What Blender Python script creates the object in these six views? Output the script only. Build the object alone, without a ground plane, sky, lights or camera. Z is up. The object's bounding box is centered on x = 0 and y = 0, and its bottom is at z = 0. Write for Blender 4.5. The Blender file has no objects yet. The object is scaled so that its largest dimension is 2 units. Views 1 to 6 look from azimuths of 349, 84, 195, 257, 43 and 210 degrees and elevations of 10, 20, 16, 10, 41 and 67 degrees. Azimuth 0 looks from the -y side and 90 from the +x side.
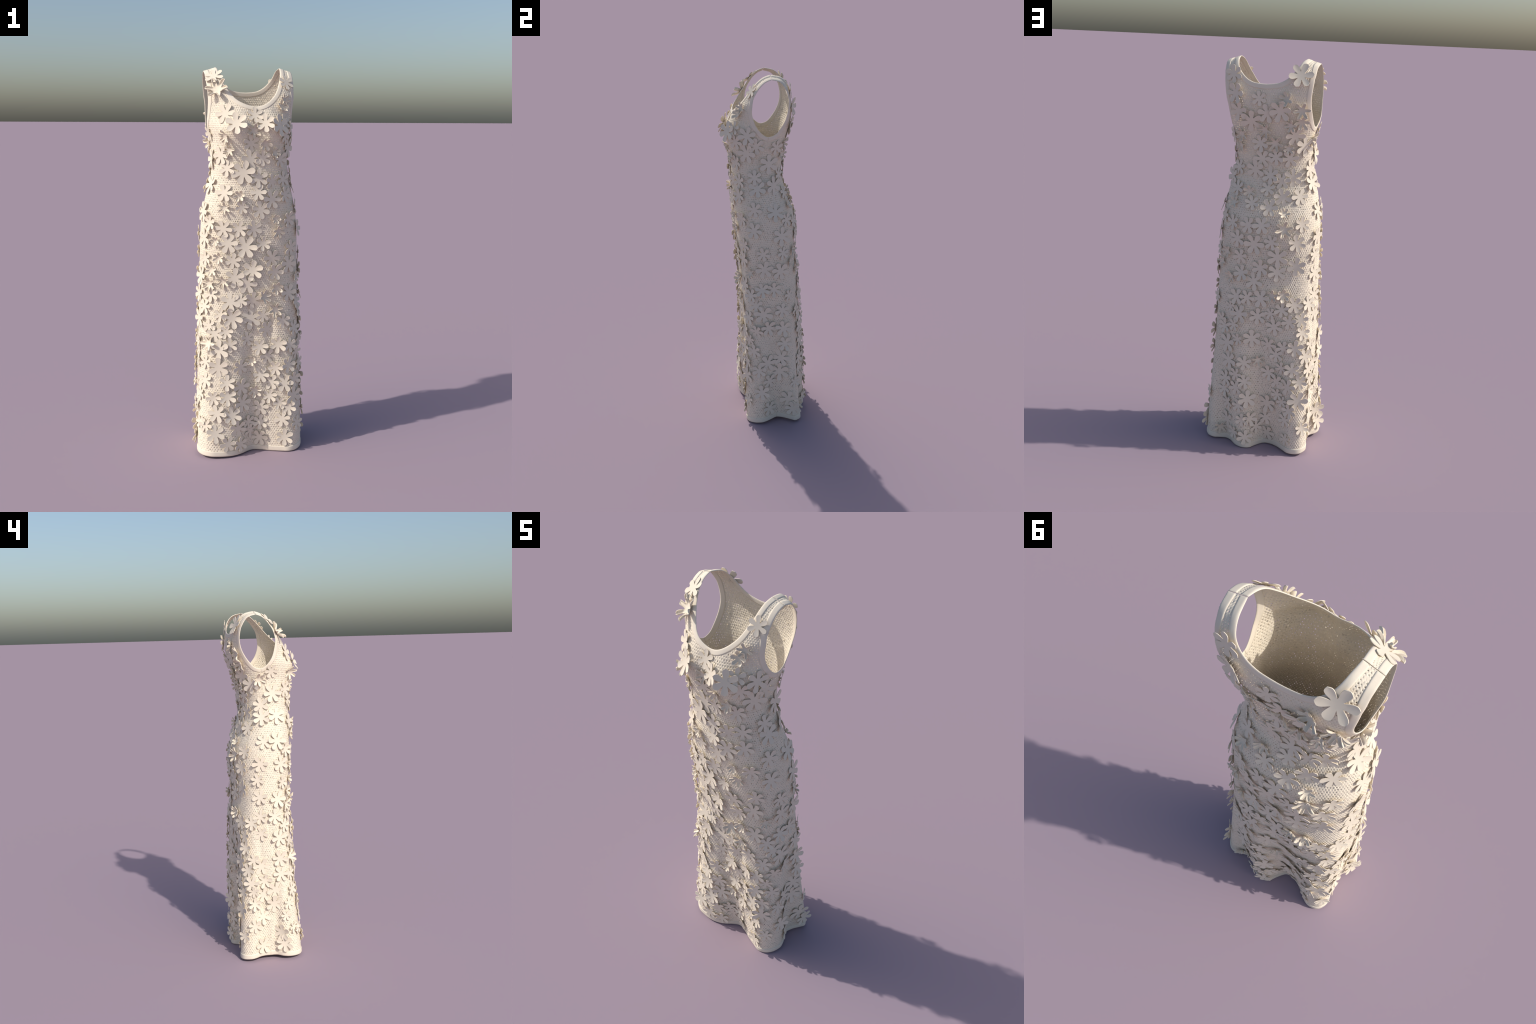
"""Sleeveless floor-length knit dress, perforated fabric, covered with six-petal fabric flowers."""
import bpy, bmesh, math, random
import numpy as np
from mathutils import Matrix, Vector

rng = random.Random(11)
nrng = np.random.default_rng(7)

# ------------------------------------------------------------------ body shape
# silhouette profile of the dress, hem to shoulder seam:
# (height, left edge x, right edge x, front y, back y, squareness of its front half and of its back half)
PROFILE = [(0.000, -0.280, 0.296, -0.1910, 0.1770, 2.67, 2.67),
(0.200, -0.264, 0.280, -0.1850, 0.1830, 2.51, 2.51),
(0.400, -0.262, 0.271, -0.1750, 0.1800, 2.40, 2.40),
(0.600, -0.260, 0.267, -0.1710, 0.1710, 2.40, 2.40),
(0.800, -0.250, 0.269, -0.1670, 0.1660, 2.45, 2.45),
(1.000, -0.242, 0.267, -0.1680, 0.1540, 2.45, 2.45),
(1.150, -0.238, 0.263, -0.1750, 0.1600, 2.40, 2.40),
(1.250, -0.231, 0.256, -0.1800, 0.1520, 2.34, 2.34),
(1.350, -0.212, 0.237, -0.1850, 0.1170, 2.30, 2.30),
(1.450, -0.187, 0.214, -0.1800, 0.0960, 2.30, 2.30),
(1.550, -0.181, 0.203, -0.1820, 0.1040, 2.50, 2.35),
(1.620, -0.183, 0.209, -0.1860, 0.1140, 2.65, 2.40),
(1.700, -0.201, 0.222, -0.1990, 0.1360, 2.60, 2.70),
(1.760, -0.218, 0.239, -0.1820, 0.1550, 2.15, 2.80),
(1.820, -0.230, 0.254, -0.1510, 0.1550, 2.30, 3.40),
(1.880, -0.240, 0.264, -0.1030, 0.1480, 3.00, 4.00),
(1.930, -0.248, 0.272, -0.0610, 0.1400, 3.90, 3.50),
(1.965, -0.252, 0.276, -0.0300, 0.1220, 4.00, 3.10),
(1.988, -0.253, 0.277, 0.0020, 0.0920, 4.00, 3.10),
(2.000, -0.253, 0.277, 0.0385, 0.0405, 4.00, 3.10)]
# plan of the hem line on the floor: eight soft folds, counter-clockwise from the right side seam
HEM = np.array([(0.247,0.0),(0.26,0.042),(0.285,.085),(.293,.108),(.27,.135),(.24,.14),(.21,.128),(.178,.12),(.147,.133),(.11,.168),(.07,.182),(.035,.172),(.01,.135),(-.02,.1),(-.055,.096),(-.1,.115),(-.14,.145),(-.174,.17),(-.21,.174),(-.24,.16),(-.257,.125),(-.253,.095),(-.238,.06),(-.233,.015),(-.24,-.03),(-.266,-.065),(-.276,-.096),(-.272,-.132),(-.252,-.166),(-.217,-.187),(-.179,-.193),(-.132,-.193),(-.093,-.184),(-.052,-.163),(-.015,-.133),(.02,-.115),(.066,-.126),(.117,-.147),(.165,-.163),(.2,-.173),(.232,-.167),(.257,-.15),(.275,-.125),(.285,-.09),(.278,-.06),(.262,-.03)])
# how fast each fold runs out upwards: (turn round the dress, power), small = reaches high
FOLD_FADE = np.array([(0, 1.2), (.08, 1.7), (.14, 1.8), (.19, 1.05), (.27, 1.4), (.37, 1.2), (.43, 1.7), (.50, .7),
                      (.57, 1.9), (.66, 1.7), (.75, 1.2), (.85, 1.0), (.95, 1.2), (1, 1.2)])
CENTRE_X = 0.016


def smooth(a, b, x):
    t = np.clip((x - a) / (b - a), 0, 1)
    return t * t * (3 - 2 * t)


def catmull(P, t, closed=False):
    P = np.asarray(P, float)
    n = len(P)
    i = np.floor(t).astype(int)
    if not closed:
        i = np.clip(i, 0, n - 2)
    f = (t - i)[..., None]
    g = (lambda k: P[k % n]) if closed else (lambda k: P[np.clip(k, 0, n - 1)])
    p0, p1, p2, p3 = g(i - 1), g(i), g(i + 1), g(i + 2)
    return .5 * (2 * p1 + (p2 - p0) * f + (2 * p0 - 5 * p1 + 4 * p2 - p3) * f ** 2
                 + (-p0 + 3 * p1 - 3 * p2 + p3) * f ** 3)


class Body:
    """Surface P(u, v): u turns once round the dress (0 right side, .25 back, .5 left, .75 front),
    v is the way up the cloth from the hem, over the slope of the shoulder to the shoulder seam."""

    def __init__(self):
        R = catmull(PROFILE, np.linspace(0, len(PROFILE) - 1, 4000))
        dy = np.maximum(abs(np.diff(R[:, 3])), abs(np.diff(R[:, 4])))
        d = np.hypot(np.diff(R[:, 0]), dy * np.clip((R[1:, 0] - 1.8) / .1, 0, 1))
        self.v = np.r_[0, np.cumsum(d)]
        self.V = self.v[-1]
        self.R = R
        t = np.linspace(0, len(HEM), 2001)
        C = catmull(HEM, t, True)
        L = np.r_[0, np.cumsum(np.hypot(*np.diff(C, axis=0).T))]
        anchors = [0, 13.3, 23.2, 35.0, len(HEM)]
        self.hu = np.interp(L, np.interp(anchors, t, L), [0, .25, .5, .75, 1])
        self.hem = C

    def row(self, v):
        return [np.interp(v, self.v, self.R[:, k]) for k in range(7)]

    def P(self, u, v):
        u, v = np.broadcast_arrays(np.asarray(u, float), np.asarray(v, float))
        z, xl, xr, yf, yb, n_front, n_back = self.row(v)
        th = 2 * np.pi * u
        c, q = np.cos(th), np.sin(th)
        n = np.where(q > 0, n_back, n_front)
        ym = np.interp(z, [0, 1, 1.5, 1.7, 1.9, 2.0], [0, 0, -.03, .018, .03, .0395])
        b = np.where(q > 0, yb - ym, ym - yf)
        # the right side hangs a little squarer than the left
        n = n + np.where(q < 0, np.where(c > 0, .25, -.1) * (1 - smooth(1.0, 1.35, z)),
                         np.where(c > 0, .5, 0) * (1 - smooth(.5, .95, z)))
        k = (np.abs(c) ** n + np.abs(q) ** n + 1e-12) ** (-1 / n)
        x = (xl + xr) / 2 + (xr - xl) / 2 * c * k
        y = ym + b * q * k
        # shoulders slope down outwards
        h = z - .30 * np.maximum(np.abs(x - CENTRE_X) - .165, 0) * smooth(1.75, 1.97, z)
        # bust, the hollow between, and the hollow of the back
        def bell(t):
            return np.exp(-t * t)
        d = x - .012
        bust = (.019 * bell((d - .095) / .062) + .013 * bell((d + .095) / .062)) * bell((z - 1.69) / .075) \
            - .016 * bell(d / .05) * bell((z - 1.70) / .11)
        y = y - np.where(q < 0, bust * np.abs(q) ** .5, .010 * bell(d / .08) * bell((z - 1.70) / .12))
        # the folds of the hem run out upwards
        hx = np.interp(u % 1, self.hu, self.hem[:, 0])
        hy = np.interp(u % 1, self.hu, self.hem[:, 1])
        f = np.clip(1 - z / .95, 0, 1) ** np.interp(u % 1, FOLD_FADE[:, 0], FOLD_FADE[:, 1])
        x = x + (hx - x) * f
        y = y + (hy - y) * f
        # pressed folds of the skirt: two on the left side, two on the front

        def span(lo, hi):
            return smooth(lo - .12, lo + .06, z) * (1 - smooth(hi - .1, hi + .12, z))
        x = x + np.where(c < 0, c * c, 0) * (.010 * bell((y - .055) / .024) * span(.3, 1.0)
                                             + (.009 * bell((y + .042) / .024)
                                                - .006 * bell((y + .003) / .02)) * span(.1, .68))
        y = y + np.maximum(-q, 0) * (.007 * bell((x + .008) / .032) * span(.38, .8)
                                     + .010 * bell((x - .10) / .024) * span(.38, .78))
        rise = .018 * np.abs(c) ** 6 + .016 * np.maximum(-c, 0) * np.abs(q)
        h = h + rise * smooth(.4, 0, z)
        return np.stack([x, y, h], -1)

    def frame(self, u, v, e=2e-3):
        u, v = np.broadcast_arrays(np.asarray(u, float), np.asarray(v, float))
        v1 = np.minimum(v + e, self.V - 1e-5)
        v0 = np.maximum(np.minimum(v, self.V - 1e-5) - e, 0)
        du = (self.P(u + e, v) - self.P(u - e, v)) / (2 * e)
        dv = (self.P(u, v1) - self.P(u, v0)) / (v1 - v0)[..., None]
        N = np.cross(du, dv)
        N /= np.linalg.norm(N, axis=-1, keepdims=True) + 1e-12
        return du, dv, N

    def v_at(self, z):
        return np.interp(z, self.R[:, 0], self.v)


body = Body()
V = body.V

# ------------------------------------------------------------------ edges of the cloth
# every edge is a curve (u, v); front and back halves meet at the shoulder seam (v = V)


def u_where(v, axis, value, lo, hi):
    """u in [lo, hi] where the surface coordinate reaches value (monotonic there)."""
    us = np.linspace(lo, hi, 600)
    c = body.P(us, np.full_like(us, v))[:, axis]
    if c[0] > c[-1]:
        us, c = us[::-1], c[::-1]
    return float(np.interp(value, c, us))


def dense(ctrl, n=90):
    ctrl = np.array(ctrl, float)
    return catmull(ctrl, np.linspace(0, len(ctrl) - 1, n))


def shoulder_u(x, front):
    lo, hi = (.5, 1.0) if front else (0.0, .5)
    us = np.linspace(lo + .001, hi - .001, 900)
    c = body.P(us, np.full_like(us, V))[:, 0]
    o = np.argsort(c)
    return float(np.interp(x, c[o], us[o]))


# armholes, from the underarm up: first (y, z) as seen from the side,
# then (distance from the centre line, z) as seen from the front
ARM_FRONT = [(-.012, 1.698), (-.038, 1.727), (-.055, 1.759), (-.066, 1.80)]
ARM_FRONT_UPPER = [(.2175, 1.845), (.2195, 1.896), (.2225, 1.94)]
ARM_BACK = [(.048, 1.694), (.074, 1.718), (.102, 1.757)]
ARM_BACK_UPPER = [(.208, 1.809), (.2125, 1.86), (.217, 1.905), (.2215, 1.945)]
ARM_CENTRE = .0145
UNDERARM_V = body.v_at(1.685)


def armhole(front, right):
    lo, hi = {(True, True): (.751, 1.0), (True, False): (.5, .749),
              (False, True): (0.0, .249), (False, False): (.251, .5)}[(front, right)]
    mid = (1.0 if front else 0.0) if right else .5
    sign = 1 if right else -1
    pts = [(mid, UNDERARM_V)]
    for y, z in (ARM_FRONT if front else ARM_BACK):
        v = body.v_at(z + .015 * float(smooth(1.75, 1.97, z)))
        pts.append((u_where(v, 1, y, lo, hi), v))
    for dx, z in (ARM_FRONT_UPPER if front else ARM_BACK_UPPER):
        v = body.v_at(z + .30 * (dx - .165) * float(smooth(1.75, 1.97, z)))
        pts.append((u_where(v, 0, ARM_CENTRE + sign * dx, lo, hi), v))
    pts.append((shoulder_u(ARM_CENTRE + sign * .226, front), V))
    ghost = (2 * mid - pts[1][0], pts[1][1] - .004)      # rounds the underarm
    ctrl = np.array([ghost] + pts)
    return catmull(ctrl, np.linspace(1, len(ctrl) - 1, 100))


# neckline: (x, z) seen from the front, half by half from the lowest point up
NECK_FRONT_R = [(.016, 1.803), (.063, 1.811), (.105, 1.838), (.137, 1.875), (.158, 1.922), (.170, 1.958)]
NECK_FRONT_L = [(.018, 1.803), (-.035, 1.816), (-.075, 1.840), (-.108, 1.883), (-.132, 1.930), (-.143, 1.968)]
NECK_BACK_R = [(.012, 1.880), (.060, 1.882), (.090, 1.888), (.120, 1.904), (.150, 1.934), (.168, 1.966)]
NECK_BACK_L = [(.012, 1.880), (-.045, 1.889), (-.085, 1.911), (-.115, 1.945), (-.133, 1.975)]


def neckline(front):
    lo, hi = (.5, 1.0) if front else (0, .5)
    us = np.linspace(lo + .02, hi - .02, 900)
    left, right = (NECK_FRONT_L, NECK_FRONT_R) if front else (NECK_BACK_L, NECK_BACK_R)
    pts = [(shoulder_u(-.148, front), V)]
    for x, z in left[:0:-1] + right:
        v = body.v_at(z)
        c = body.P(us, np.full_like(us, v))[:, 0]
        o = np.argsort(c)
        pts.append((float(np.interp(x, c[o], us[o])), v))
    pts.append((shoulder_u(.182, front), V))
    return dense(pts, 160)


EDGES = {}
for front in (True, False):
    EDGES[('neck', front)] = neckline(front)
    for right in (True, False):
        EDGES[('arm', front, right)] = armhole(front, right)

# ------------------------------------------------------------------ materials


def cloth_material(name, base, dark, scale, bump, weave=False):
    m = bpy.data.materials.new(name)
    m.use_nodes = True
    nt = m.node_tree
    p = nt.nodes['Principled BSDF']
    p.inputs['Roughness'].default_value = .9
    p.inputs['Specular IOR Level'].default_value = .1
    co = nt.nodes.new('ShaderNodeTexCoord')
    n1 = nt.nodes.new('ShaderNodeTexNoise')
    n1.inputs['Scale'].default_value = scale
    n1.inputs['Detail'].default_value = 4
    nt.links.new(co.outputs['Object'], n1.inputs['Vector'])
    ramp = nt.nodes.new('ShaderNodeValToRGB')
    ramp.color_ramp.elements[0].position = .3
    ramp.color_ramp.elements[0].color = (*dark, 1)
    ramp.color_ramp.elements[1].position = .65
    ramp.color_ramp.elements[1].color = (*base, 1)
    nt.links.new(n1.outputs['Fac'], ramp.inputs['Fac'])
    nt.links.new(ramp.outputs['Color'], p.inputs['Base Color'])
    fine = nt.nodes.new('ShaderNodeTexNoise')
    fine.inputs['Scale'].default_value = 330
    fine.inputs['Detail'].default_value = 3
    nt.links.new(co.outputs['Object'], fine.inputs['Vector'])
    height = fine.outputs['Fac']
    if weave:
        mp = nt.nodes.new('ShaderNodeMapping')
        mp.inputs['Rotation'].default_value = (.5, .6, 0)
        nt.links.new(co.outputs['Object'], mp.inputs['Vector'])
        w = nt.nodes.new('ShaderNodeTexWave')
        w.inputs['Scale'].default_value = 55
        w.inputs['Distortion'].default_value = 1.5
        w.inputs['Detail'].default_value = 1
        nt.links.new(mp.outputs['Vector'], w.inputs['Vector'])
        mix = nt.nodes.new('ShaderNodeMath')
        mix.operation = 'MULTIPLY_ADD'
        mix.inputs[1].default_value = .2
        nt.links.new(w.outputs['Fac'], mix.inputs[0])
        nt.links.new(fine.outputs['Fac'], mix.inputs[2])
        height = mix.outputs[0]
    b = nt.nodes.new('ShaderNodeBump')
    b.inputs['Strength'].default_value = bump
    b.inputs['Distance'].default_value = .002
    nt.links.new(height, b.inputs['Height'])
    nt.links.new(b.outputs['Normal'], p.inputs['Normal'])
    return m


MAT_KNIT = cloth_material('perforated_knit', (.825, .735, .595), (.79, .70, .56), 90, .3)
MAT_BINDING = cloth_material('smooth_binding', (.81, .725, .595), (.79, .705, .575), 30, .1)
MAT_PETAL = cloth_material('flower_felt', (.79, .705, .575), (.77, .685, .555), 40, .1)

# ------------------------------------------------------------------ the dress


def link(obj, parent=None):
    bpy.context.scene.collection.objects.link(obj)
    if parent is not None:
        obj.parent = parent
    return obj


def mesh_object(name, verts, faces, mat, parent, smooth_shade=True):
    me = bpy.data.meshes.new(name)
    me.from_pydata(np.asarray(verts).tolist(), [], faces if isinstance(faces, list) else faces.tolist())
    me.materials.append(mat)
    me.update()
    if smooth_shade:
        me.polygons.foreach_set('use_smooth', np.ones(len(me.polygons), bool))
    return link(bpy.data.objects.new(name, me), parent)


dress = bpy.data.objects.new('dress', None)
link(dress)
dress['label'] = 'long sleeveless cream knit dress covered in six-petal fabric flowers'
dress['category'] = 'dress'

# ---- knit panels: staggered rows of small round holes, each a real opening
COLS = 126
ROWS = 194
V0 = .012
THICK = .0008


def inside(poly, pts):
    x, y = pts[:, 0], pts[:, 1]
    r = np.zeros(len(pts), bool)
    for (x0, y0), (x1, y1) in zip(poly, np.roll(poly, -1, 0)):
        hit = (y0 > y) != (y1 > y)
        with np.errstate(divide='ignore', invalid='ignore'):
            r ^= hit & (x < (x1 - x0) * (y - y0) / (y1 - y0) + x0)
    return r


def cut_away(u, v):
    """True where the cloth is cut for the neck and the armholes, or just at their edges."""
    pts = np.stack([u, v], -1)
    out = np.zeros(len(u), bool)
    top = V + .05
    for front in (True, False):
        e = EDGES[('neck', front)]
        out |= inside(np.r_[e, [[e[-1, 0], top], [e[0, 0], top]]], pts)
        for right in (True, False):
            e = EDGES[('arm', front, right)]
            m = e[0, 0]
            over = m + (.01 if (front == right) else -.01)
            out |= inside(np.r_[[[over, e[0, 1]]], e, [[e[-1, 0], top], [over, top]]], pts)
    P = body.P(u, v)
    near = np.where(v > 1.6)[0]
    E = np.concatenate([body.P(e[:, 0], e[:, 1]) for e in EDGES.values()])
    for k in range(0, len(near), 2000):
        idx = near[k:k + 2000]
        d = np.min(np.linalg.norm(P[idx][:, None] - E[None], axis=-1), axis=1)
        out[idx] |= d < .005
    return out


def column_u(s, v):
    """u of a knit column: columns are evenly spaced along each quarter of the row."""
    tv = np.linspace(0, V, 160)
    tu = np.linspace(0, 1, 361)
    G = body.P(tu[None], tv[:, None])
    step = np.linalg.norm(np.diff(G, axis=1), axis=-1)
    table = np.empty((160, 529))
    ts = np.linspace(0, 1, 529)
    for r in range(160):
        L = np.r_[0, np.cumsum(step[r] + 1e-5)]
        s_of_u = np.interp(L, L[[0, 90, 180, 270, 360]], [0, .25, .5, .75, 1])
        table[r] = np.interp(ts, s_of_u, tu)
    # smooth the table up the cloth so that the columns run true
    k = np.array([1, 2, 3, 2, 1]) / 9
    table = np.apply_along_axis(lambda a: np.convolve(np.r_[a[0], a[0], a, a[-1], a[-1]], k, 'valid'), 0, table)
    turns = np.floor(s)
    fs, fv = (s - turns) * 528, np.clip(v / V, 0, 1) * 159
    a, b = np.minimum(fs.astype(int), 527), np.minimum(fv.astype(int), 158)
    x, y = fs - a, fv - b
    return turns + (table[b, a] * (1 - x) + table[b, a + 1] * x) * (1 - y) \
        + (table[b + 1, a] * (1 - x) + table[b + 1, a + 1] * x) * y


def knit_panels():
    dv = (V - V0) / ROWS
    HU = 2 * COLS
    jj, ii = np.meshgrid(np.arange(ROWS + 1), np.arange(HU), indexing='ij')
    lat_u = ii / HU
    lat_v = V0 + jj * dv
    lattice = np.stack([column_u(lat_u, lat_v), lat_v], -1).reshape(-1, 2)
    j, i = [a.ravel() for a in np.meshgrid(np.arange(ROWS), np.arange(COLS), indexing='ij')]
    h0 = 2 * i + (j % 2)
    n = len(j)
    cv = V0 + (j + .5) * dv
    cu = column_u((h0 + 1) / HU, cv)
    keep = ~cut_away(np.where(cu > 1, cu - 1, cu), cv)
    width = np.linalg.norm(body.P(cu + .002, cv) - body.P(cu - .002, cv), axis=-1) / .004
    size = .5 * np.clip(nrng.normal(.0023, .0010, n), .0007, .0043)
    hu = cu[:, None] + (nrng.normal(0, .0007, (n, 1)) + size[:, None] * np.cos(np.radians([210, 270, 330, 30, 90, 150]))
                        + nrng.normal(0, .0003, (n, 6))) / width[:, None]
    hv = cv[:, None] + size[:, None] * np.sin(np.radians([210, 270, 330, 30, 90, 150])) * 1.1 \
        + nrng.normal(0, .0003, (n, 6)) + nrng.normal(0, .0007, (n, 1))
    uv = np.r_[lattice, np.stack([hu, np.minimum(hv, V - 1e-4)], -1).reshape(-1, 2)]
    pos = body.P(uv[:, 0], uv[:, 1])
    nor = body.frame(uv[:, 0], uv[:, 1])[2]
    nl = len(lattice)
    # thread relief: the stitch between the holes stands a little proud, hole rims sink in
    lift = np.r_[nrng.normal(.0001, .00012, nl), np.full(len(uv) - nl, -.0001)]
    pos = pos + nor * lift[:, None]
    outer = [j * HU + h0 % HU, j * HU + (h0 + 1) % HU, j * HU + (h0 + 2) % HU,
             (j + 1) * HU + (h0 + 2) % HU, (j + 1) * HU + (h0 + 1) % HU, (j + 1) * HU + h0 % HU]
    outer = np.stack(outer, -1)
    holes = nl + np.arange(n)[:, None] * 6 + np.arange(6)[None]
    tot = len(uv)
    for front in (True, False):
        sel = keep & (((cu % 1) >= .5) == front)
        o, h = outer[sel], holes[sel]
        faces = []
        rim = []
        for k in range(6):
            m = (k + 1) % 6
            q = np.stack([o[:, k], o[:, m], h[:, m], h[:, k]], -1)
            faces += [q, q[:, ::-1] + tot]
            rim.append(np.stack([h[:, k], h[:, m], h[:, m] + tot, h[:, k] + tot], -1))
        F = np.concatenate(faces + rim)
        n_rim = sum(len(r) for r in rim)
        used, inv = np.unique(F, return_inverse=True)
        allp = np.r_[pos + nor * THICK / 2, pos - nor * THICK / 2]
        ob = mesh_object('front_panel' if front else 'back_panel', allp[used], inv.reshape(F.shape), MAT_KNIT, dress)
        soft = np.ones(len(F), bool)
        soft[-n_rim:] = False
        ob.data.polygons.foreach_set('use_smooth', soft)


knit_panels()

# ---- bindings: a flat folded band that wraps the raw edge


def band(name, uv, width, lift, closed=False, end_gap=.0012, flip=1):
    """Sweep a flat rounded cross-section along the edge uv; width runs into the cloth."""
    P = body.P(uv[:, 0], uv[:, 1])
    du, dv, N = body.frame(uv[:, 0], uv[:, 1])
    T = np.gradient(P, axis=0)
    T /= np.linalg.norm(T, axis=-1, keepdims=True) + 1e-12
    inward = np.cross(N, T) * flip
    # the same step in (u, v)
    A11, A12, A22 = (du * du).sum(-1), (du * dv).sum(-1), (dv * dv).sum(-1)
    b1, b2 = (du * inward).sum(-1), (dv * inward).sum(-1)
    det = A11 * A22 - A12 ** 2
    su, sv = (A22 * b1 - A12 * b2) / det, (A11 * b2 - A12 * b1) / det
    prof = []
    m = 7
    for k in range(m):                      # outside, edge -> cloth
        prof.append((width * k / (m - 1), 1.0 if 0 < k < m - 1 else .62))
    for k in range(m - 1, -1, -1):          # inside, cloth -> edge
        prof.append((width * k / (m - 1), -1.0 if 0 < k < m - 1 else -.62))
    prof.append((-.0012, 0))
    L = np.r_[0, np.cumsum(np.linalg.norm(np.diff(P, axis=0), axis=1))]
    end = np.minimum(L, L[-1] - L)
    fat = np.ones(len(L)) if closed else .35 + .65 * smooth(0, .003, end)
    verts = []
    for d, h in prof:
        q_u, q_v = uv[:, 0] + su * d, np.minimum(uv[:, 1] + sv * d, V)
        Q = body.P(q_u, q_v)
        n2 = body.frame(q_u, q_v)[2]
        verts.append(Q + n2 * (h * lift * fat)[:, None])
    verts = np.stack(verts, 1)
    n, k = verts.shape[:2]
    a = np.arange(n - 1)[:, None] * k
    c = np.arange(k)[None]
    c2 = (c + 1) % k
    F = np.stack([a + c, a + c2, a + k + c2, a + k + c], -1).reshape(-1, 4).tolist()
    F.append(list(range(k))[::-1])
    F.append([(n - 1) * k + q for q in range(k)])
    ob = mesh_object(name, verts.reshape(-1, 3), F, MAT_BINDING, dress)
    bm = bmesh.new()
    bm.from_mesh(ob.data)
    bmesh.ops.recalc_face_normals(bm, faces=bm.faces)
    bm.to_mesh(ob.data)
    bm.free()
    return ob


def even(uv, step=.006):
    P = body.P(uv[:, 0], uv[:, 1])
    L = np.r_[0, np.cumsum(np.linalg.norm(np.diff(P, axis=0), axis=1))]
    n = max(int(L[-1] / step), 8)
    s = np.r_[0, .0015, np.linspace(.004, L[-1] - .004, n), L[-1] - .0015, L[-1]]
    return np.stack([np.interp(s, L, uv[:, 0]), np.interp(s, L, uv[:, 1])], -1)


def sides(uv, outward_point):
    """+1 or -1 so that the band runs from the edge into the cloth."""
    P = body.P(uv[:, 0], uv[:, 1])
    N = body.frame(uv[:, 0], uv[:, 1])[2]
    T = np.gradient(P, axis=0)
    k = len(uv) // 3
    inward = np.cross(N[k], T[k])
    return -1 if np.dot(inward, np.array(outward_point) - P[k]) > 0 else 1


for front in (True, False):
    e = even(EDGES[('neck', front)])
    band('neckline_binding', e, .0222, .0022, flip=sides(e, (CENTRE_X, -.05 if front else .09, 2.02)))
    for right in (True, False):
        e = even(EDGES[('arm', front, right)])
        band('armhole_binding', e, .0215, .0022, flip=sides(e, (.26 if right else -.23, .025, 1.84)))
    us = np.linspace(.5, 1, 260) if front else np.linspace(0, .5, 260)
    e = np.stack([us, np.zeros_like(us)], -1)
    band('hem_band', e, .028, .0030, flip=1)

# ------------------------------------------------------------------ flowers


def flower_mesh(name, bend, curl, jitter, seed):
    """Six spoon-shaped petals cut from one piece of felt; radius 1, facing +z.
    bend: how far the petals rise (degrees), curl: how far each petal cups across."""
    r = random.Random(seed)
    bm = bmesh.new()
    base = .27
    steps = [(base, .156), (.40, .178), (.54, .212), (.68, .240), (.80, .245), (.90, .220), (.96, .160), (1.0, .09)]
    centre = bm.verts.new((0, 0, 0))
    rows_all = []
    for k in range(6):
        ang = math.radians(60 * k)
        own = r.uniform(-1, 1) * jitter
        length = r.uniform(.94, 1.05)
        broad = r.uniform(.95, 1.06)
        swing = math.radians(r.uniform(-3, 3))
        rows = []
        x, h, prev = base, 0.0, base
        for s, (t, w) in enumerate(steps):
            f = (t - base) / (1 - base)
            phi = math.radians((bend + own) * min(1, f * 1.8) + (bend * .25) * f)
            step = (t - prev) * (length if s else 1)
            x += step * math.cos(phi)
            h += step * math.sin(phi)
            prev = t
            row = []
            for c in (-1, -.5, 0, .5, 1):
                ww = c * w * (broad if s else 1)
                kappa = curl * min(1, f * 2.5)
                up = 0.0
                if abs(kappa) > .01:        # the petal rolls in across its width
                    up = abs(ww) * (1 - math.cos(kappa * c)) / abs(kappa * c + 1e-9)
                    ww = w * broad * math.sin(kappa * c) / kappa
                sag = -.04 * (1 - abs(c)) if s == len(steps) - 1 else 0
                a = ang + swing * f
                px, pz = x - math.sin(phi) * up - sag, h + math.cos(phi) * up
                row.append(bm.verts.new((px * math.cos(a) - ww * math.sin(a),
                                         px * math.sin(a) + ww * math.cos(a), pz)))
            rows.append(row)
        for a, b in zip(rows, rows[1:]):
            for q in range(4):
                bm.faces.new((a[q], b[q], b[q + 1], a[q + 1]))
        for q in range(4):
            bm.faces.new((centre, rows[0][q], rows[0][q + 1]))
    bmesh.ops.remove_doubles(bm, verts=bm.verts, dist=.004)
    bmesh.ops.recalc_face_normals(bm, faces=bm.faces)
    if sum(f.normal.z for f in bm.faces) < 0:
        bmesh.ops.reverse_faces(bm, faces=bm.faces)
    bmesh.ops.solidify(bm, geom=bm.faces[:], thickness=.04)
    # stitch that ties the flower to the knit
    stem = bmesh.ops.create_cone(bm, cap_ends=True, segments=8, radius1=.05, radius2=.09, depth=.24)
    bmesh.ops.translate(bm, verts=stem['verts'], vec=(0, 0, -.14))
    me = bpy.data.meshes.new(name)
    bm.to_mesh(me)
    bm.free()
    me.materials.append(MAT_PETAL)
    for p in me.polygons:
        p.use_smooth = True
    me.set_sharp_from_angle(angle=math.radians(40))
    return me


OPEN = [flower_mesh('open_flower', b, c, 6, 20 + i)
        for i, (b, c) in enumerate([(5, .12), (8, .18), (2, .06), (11, .25), (4, .1)])]
CUPPED = [flower_mesh('cupped_flower', b, c, 10, 40 + i)
          for i, (b, c) in enumerate([(20, 1.5), (30, 1.2), (38, 1.0), (24, 1.8)])]

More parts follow.
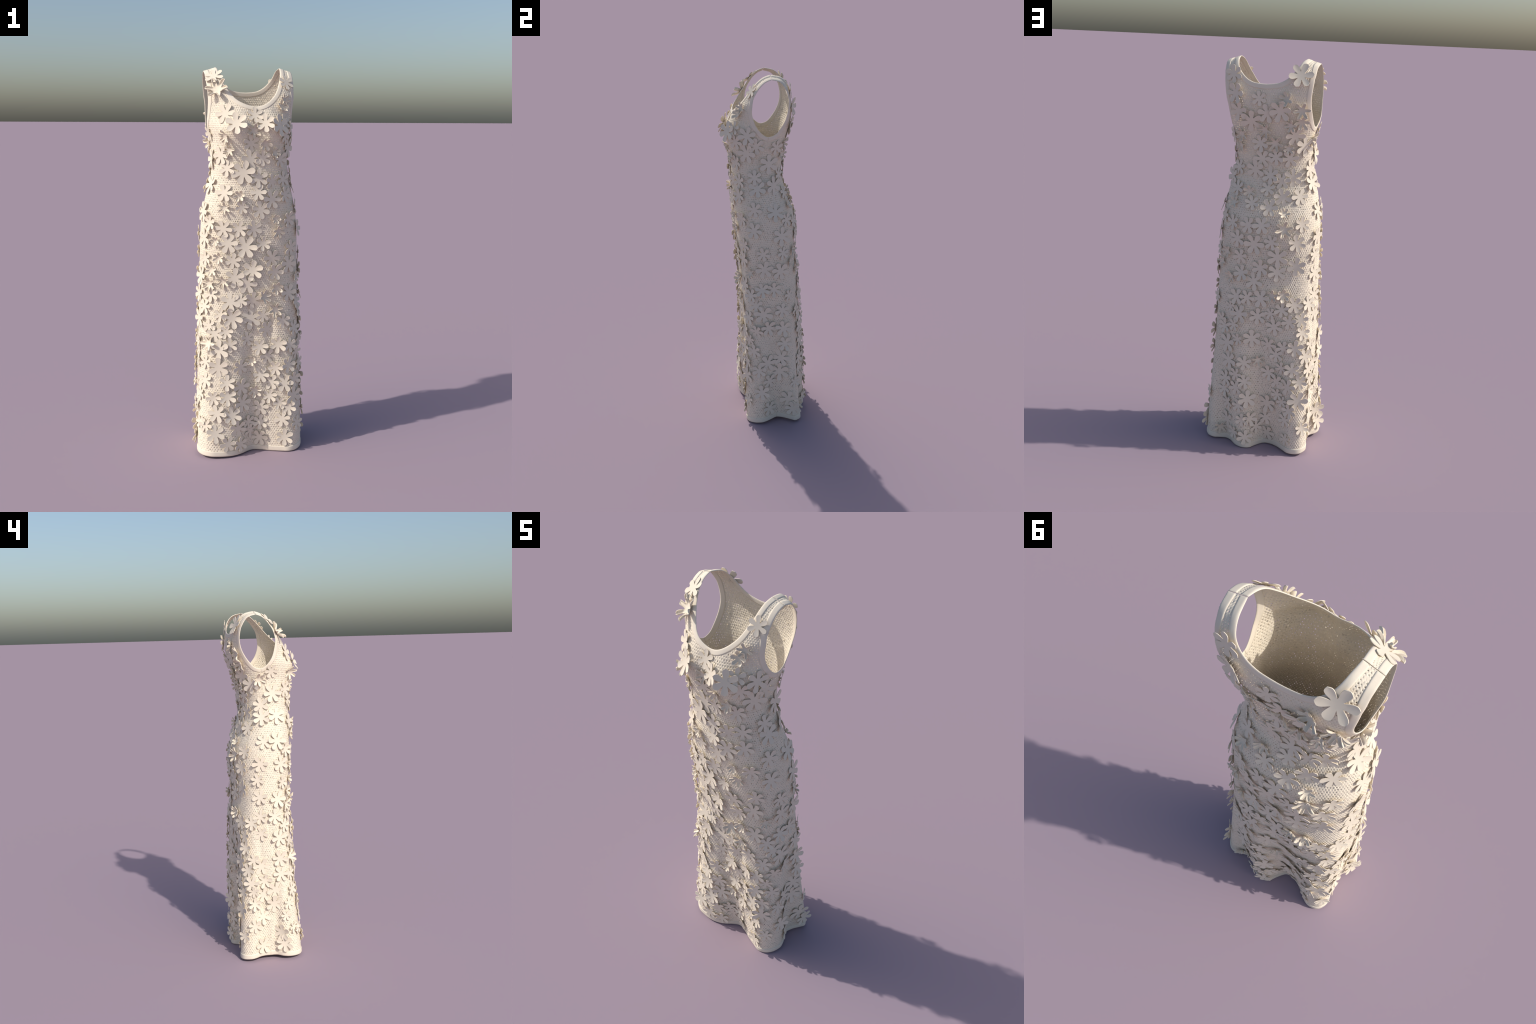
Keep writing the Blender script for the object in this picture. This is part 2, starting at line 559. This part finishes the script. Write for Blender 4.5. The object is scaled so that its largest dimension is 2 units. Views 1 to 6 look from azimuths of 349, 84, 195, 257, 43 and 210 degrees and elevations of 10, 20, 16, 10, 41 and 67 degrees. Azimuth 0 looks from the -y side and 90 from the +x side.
# where the flowers are sewn on: (degrees round the dress, way up the cloth in m, diameter in mm)
OPEN_FRONT = [
    (234, 1.982, 89), (307, 1.942, 74), (234, 1.767, 96), (271, 1.759, 76), (310, 1.729, 73),
    (284, 1.720, 86), (246, 1.719, 105), (302, 1.710, 102), (315, 1.663, 78), (264, 1.625, 81),
    (220, 1.565, 87), (282, 1.553, 76), (310, 1.546, 77), (264, 1.545, 96), (230, 1.503, 76),
    (253, 1.482, 111), (275, 1.454, 86), (314, 1.445, 77), (295, 1.437, 77), (274, 1.384, 76),
    (230, 1.381, 86), (313, 1.367, 78), (292, 1.348, 87), (254, 1.311, 66), (277, 1.297, 87),
    (314, 1.243, 78), (252, 1.203, 81), (234, 1.202, 82), (269, 1.202, 82), (240, 1.127, 97),
    (280, 1.125, 72), (260, 1.109, 108), (315, 1.095, 78), (290, 1.048, 88), (246, 1.038, 77),
    (311, 1.012, 89), (268, 0.989, 98), (294, 0.975, 83), (248, 0.949, 98), (262, 0.918, 93),
    (220, 0.864, 78), (311, 0.860, 85), (255, 0.832, 68), (269, 0.832, 89), (244, 0.827, 99),
    (324, 0.808, 75), (233, 0.756, 68), (281, 0.749, 68), (246, 0.742, 104), (267, 0.737, 105),
    (304, 0.714, 74), (219, 0.695, 69), (286, 0.674, 85), (240, 0.670, 68), (320, 0.669, 75),
    (227, 0.658, 79), (264, 0.629, 74), (244, 0.601, 74), (299, 0.589, 85), (278, 0.582, 80),
    (313, 0.582, 75), (232, 0.575, 100), (323, 0.538, 61), (287, 0.528, 80), (255, 0.482, 80),
    (231, 0.481, 101), (311, 0.475, 81), (296, 0.463, 75), (279, 0.427, 81), (240, 0.401, 80),
    (318, 0.395, 76), (291, 0.385, 81), (306, 0.378, 87), (255, 0.374, 86), (240, 0.326, 86),
    (225, 0.319, 75), (289, 0.310, 71), (317, 0.305, 99), (256, 0.284, 92), (300, 0.270, 66),
    (278, 0.247, 88), (310, 0.244, 77), (229, 0.237, 86), (244, 0.223, 92), (303, 0.183, 83),
    (263, 0.171, 72), (217, 0.167, 71), (278, 0.164, 77), (321, 0.151, 69), (250, 0.148, 87),
    (227, 0.125, 92), (266, 0.120, 72), (306, 0.080, 89), (277, 0.075, 84), (239, 0.068, 82),
    (252, 0.056, 77),
]
CUPPED_FRONT = [
    (233, 1.891, 108), (308, 1.834, 61), (306, 1.802, 67), (269, 1.687, 71), (230, 1.659, 76),
    (285, 1.625, 66), (234, 1.590, 56), (300, 1.579, 56), (250, 1.369, 61), (233, 1.306, 61),
    (295, 1.249, 51), (298, 1.184, 67), (224, 1.139, 51), (229, 1.052, 62), (220, 0.986, 62),
    (323, 0.940, 54), (235, 0.932, 67), (217, 0.912, 73), (296, 0.892, 68), (282, 0.848, 73),
    (295, 0.777, 74), (219, 0.603, 79), (268, 0.507, 54), (272, 0.341, 71),
]
OPEN_BACK = [
    (122, 1.943, 108), (55, 1.933, 79), (56, 1.832, 92), (81, 1.813, 68), (106, 1.762, 100), (55, 1.750, 88),
    (90, 1.747, 87), (69, 1.708, 101), (128, 1.647, 92), (79, 1.599, 79), (102, 1.538, 74), (122, 1.534, 79),
    (82, 1.525, 84), (44, 1.470, 71), (73, 1.468, 89), (95, 1.445, 84), (126, 1.440, 84), (111, 1.423, 79),
    (93, 1.381, 70), (50, 1.367, 71), (134, 1.350, 79), (112, 1.343, 84), (75, 1.306, 70), (97, 1.292, 84),
    (37, 1.229, 68), (136, 1.221, 74), (90, 1.207, 84), (54, 1.203, 71), (74, 1.202, 80), (102, 1.128, 70),
    (130, 1.128, 84), (62, 1.127, 81), (82, 1.109, 99), (109, 1.055, 98), (66, 1.036, 76), (130, 1.010, 89),
    (90, 0.991, 85), (109, 0.977, 85), (68, 0.953, 81), (83, 0.919, 86), (91, 0.834, 91), (75, 0.831, 72),
    (63, 0.827, 82), (129, 0.815, 81), (115, 0.787, 72), (56, 0.768, 59), (102, 0.761, 58), (66, 0.740, 92),
    (87, 0.738, 82), (137, 0.737, 72), (123, 0.726, 72), (106, 0.693, 82), (43, 0.688, 71), (60, 0.676, 59),
    (139, 0.670, 72), (48, 0.655, 69), (79, 0.616, 88), (64, 0.604, 59), (99, 0.592, 78), (131, 0.589, 82),
    (117, 0.585, 73), (52, 0.569, 95), (108, 0.542, 73), (144, 0.542, 77), (70, 0.482, 74), (54, 0.477, 95),
    (115, 0.474, 64), (129, 0.474, 78), (99, 0.437, 79), (62, 0.409, 70), (138, 0.407, 74), (109, 0.394, 80),
    (70, 0.378, 75), (124, 0.376, 89), (49, 0.367, 85), (62, 0.336, 76), (110, 0.322, 65), (137, 0.303, 100),
    (46, 0.301, 72), (117, 0.286, 60), (72, 0.282, 91), (96, 0.254, 97), (128, 0.244, 75), (64, 0.237, 66),
    (51, 0.233, 77), (122, 0.185, 71), (74, 0.167, 78), (94, 0.165, 77), (67, 0.160, 67), (143, 0.145, 71),
    (48, 0.125, 94), (81, 0.115, 67), (58, 0.077, 68), (124, 0.075, 61), (94, 0.070, 84), (69, 0.063, 78),
]
CUPPED_BACK = [
    (112, 1.816, 72), (130, 1.769, 77), (133, 1.715, 73), (120, 1.696, 60), (86, 1.666, 74), (52, 1.639, 66),
    (101, 1.604, 74), (120, 1.581, 51), (48, 1.579, 61), (69, 1.358, 61), (50, 1.296, 57), (115, 1.269, 56),
    (115, 1.196, 83), (48, 1.050, 63), (39, 0.991, 58), (55, 0.926, 63), (116, 0.862, 71), (104, 0.855, 62),
    (86, 0.498, 59), (39, 0.066, 69),
]
OPEN_RIGHT_SIDE = [
    (331, 1.698, 89), (344, 1.640, 85), (26, 1.628, 73), (330, 1.602, 98), (15, 1.538, 98), (346, 1.471, 78),
    (26, 1.419, 96), (349, 1.412, 91), (340, 1.301, 81), (18, 1.280, 91), (336, 1.188, 87), (24, 1.146, 97),
    (347, 1.054, 73), (25, 1.050, 68), (347, 0.966, 93), (17, 0.949, 93), (3, 0.846, 79), (342, 0.845, 79),
    (30, 0.798, 65), (332, 0.752, 80), (16, 0.717, 80), (343, 0.697, 100), (351, 0.613, 86), (16, 0.604, 91),
    (333, 0.594, 76), (16, 0.510, 82), (329, 0.470, 77), (9, 0.420, 98), (348, 0.394, 98), (336, 0.348, 78),
    (6, 0.331, 104), (350, 0.273, 84), (24, 0.258, 63), (339, 0.205, 89), (15, 0.145, 101), (349, 0.085, 85),
    (19, 0.082, 91),
]
CUPPED_RIGHT_SIDE = [

]
OPEN_LEFT_SIDE = [
    (195, 1.670, 75), (146, 1.597, 91), (191, 1.545, 99), (160, 1.480, 83), (196, 1.421, 94),
    (162, 1.412, 93), (169, 1.280, 79), (195, 1.280, 98), (214, 1.228, 77), (164, 1.155, 88),
    (204, 1.149, 89), (159, 1.064, 70), (208, 1.043, 71), (164, 0.966, 84), (198, 0.949, 94),
    (164, 0.853, 75), (191, 0.852, 85), (148, 0.815, 76), (210, 0.794, 74), (166, 0.756, 76),
    (198, 0.726, 90), (198, 0.604, 91), (152, 0.603, 67), (166, 0.566, 96), (198, 0.514, 82),
    (215, 0.505, 64), (172, 0.477, 82), (150, 0.467, 82), (188, 0.420, 97), (153, 0.416, 60),
    (215, 0.409, 75), (170, 0.395, 87), (155, 0.343, 73), (185, 0.334, 97), (207, 0.333, 68),
    (169, 0.259, 88), (201, 0.259, 59), (156, 0.204, 78), (210, 0.178, 64), (194, 0.148, 99),
    (197, 0.080, 94), (170, 0.070, 94),
]
CUPPED_LEFT_SIDE = [
    (168, 1.628, 79),
]



def sew(places, kinds, cupped):
    for deg, v, mm in places:
        u = deg / 360
        uu = u + np.array([-.012, 0, .012, 0, 0])
        vv = np.clip(v + np.array([0, -.02, 0, .02, 0]), .01, V - .002)
        du, dv, N = body.frame(uu, vv)
        n = Vector(N.mean(0)).normalized()
        up = Vector(dv[4])
        up = (up - n * up.dot(n)).normalized()
        side = up.cross(n)
        spin = math.radians(rng.uniform(0, 60))
        tilt = rng.gauss(0, 4 if not cupped else 9)
        lean = rng.gauss(0, 4 if not cupped else 9)
        rot = Matrix((side, up, n)).transposed()
        rot = rot @ Matrix.Rotation(math.radians(tilt), 3, 'X') @ Matrix.Rotation(math.radians(lean), 3, 'Y') \
            @ Matrix.Rotation(spin, 3, 'Z')
        R = mm / 2000 * (1.14 if cupped else 1.08)
        P = Vector(body.P(u, v)) + n * rng.uniform(.0055, .0090)
        ob = bpy.data.objects.new('flower', rng.choice(kinds))
        link(ob, dress)
        ob.matrix_world = Matrix.Translation(P) @ rot.to_4x4() @ Matrix.Scale(R, 4)


for group in (OPEN_FRONT, OPEN_BACK, OPEN_RIGHT_SIDE, OPEN_LEFT_SIDE):
    sew(group, OPEN, False)
for group in (CUPPED_FRONT, CUPPED_BACK, CUPPED_RIGHT_SIDE, CUPPED_LEFT_SIDE):
    sew(group, CUPPED, True)
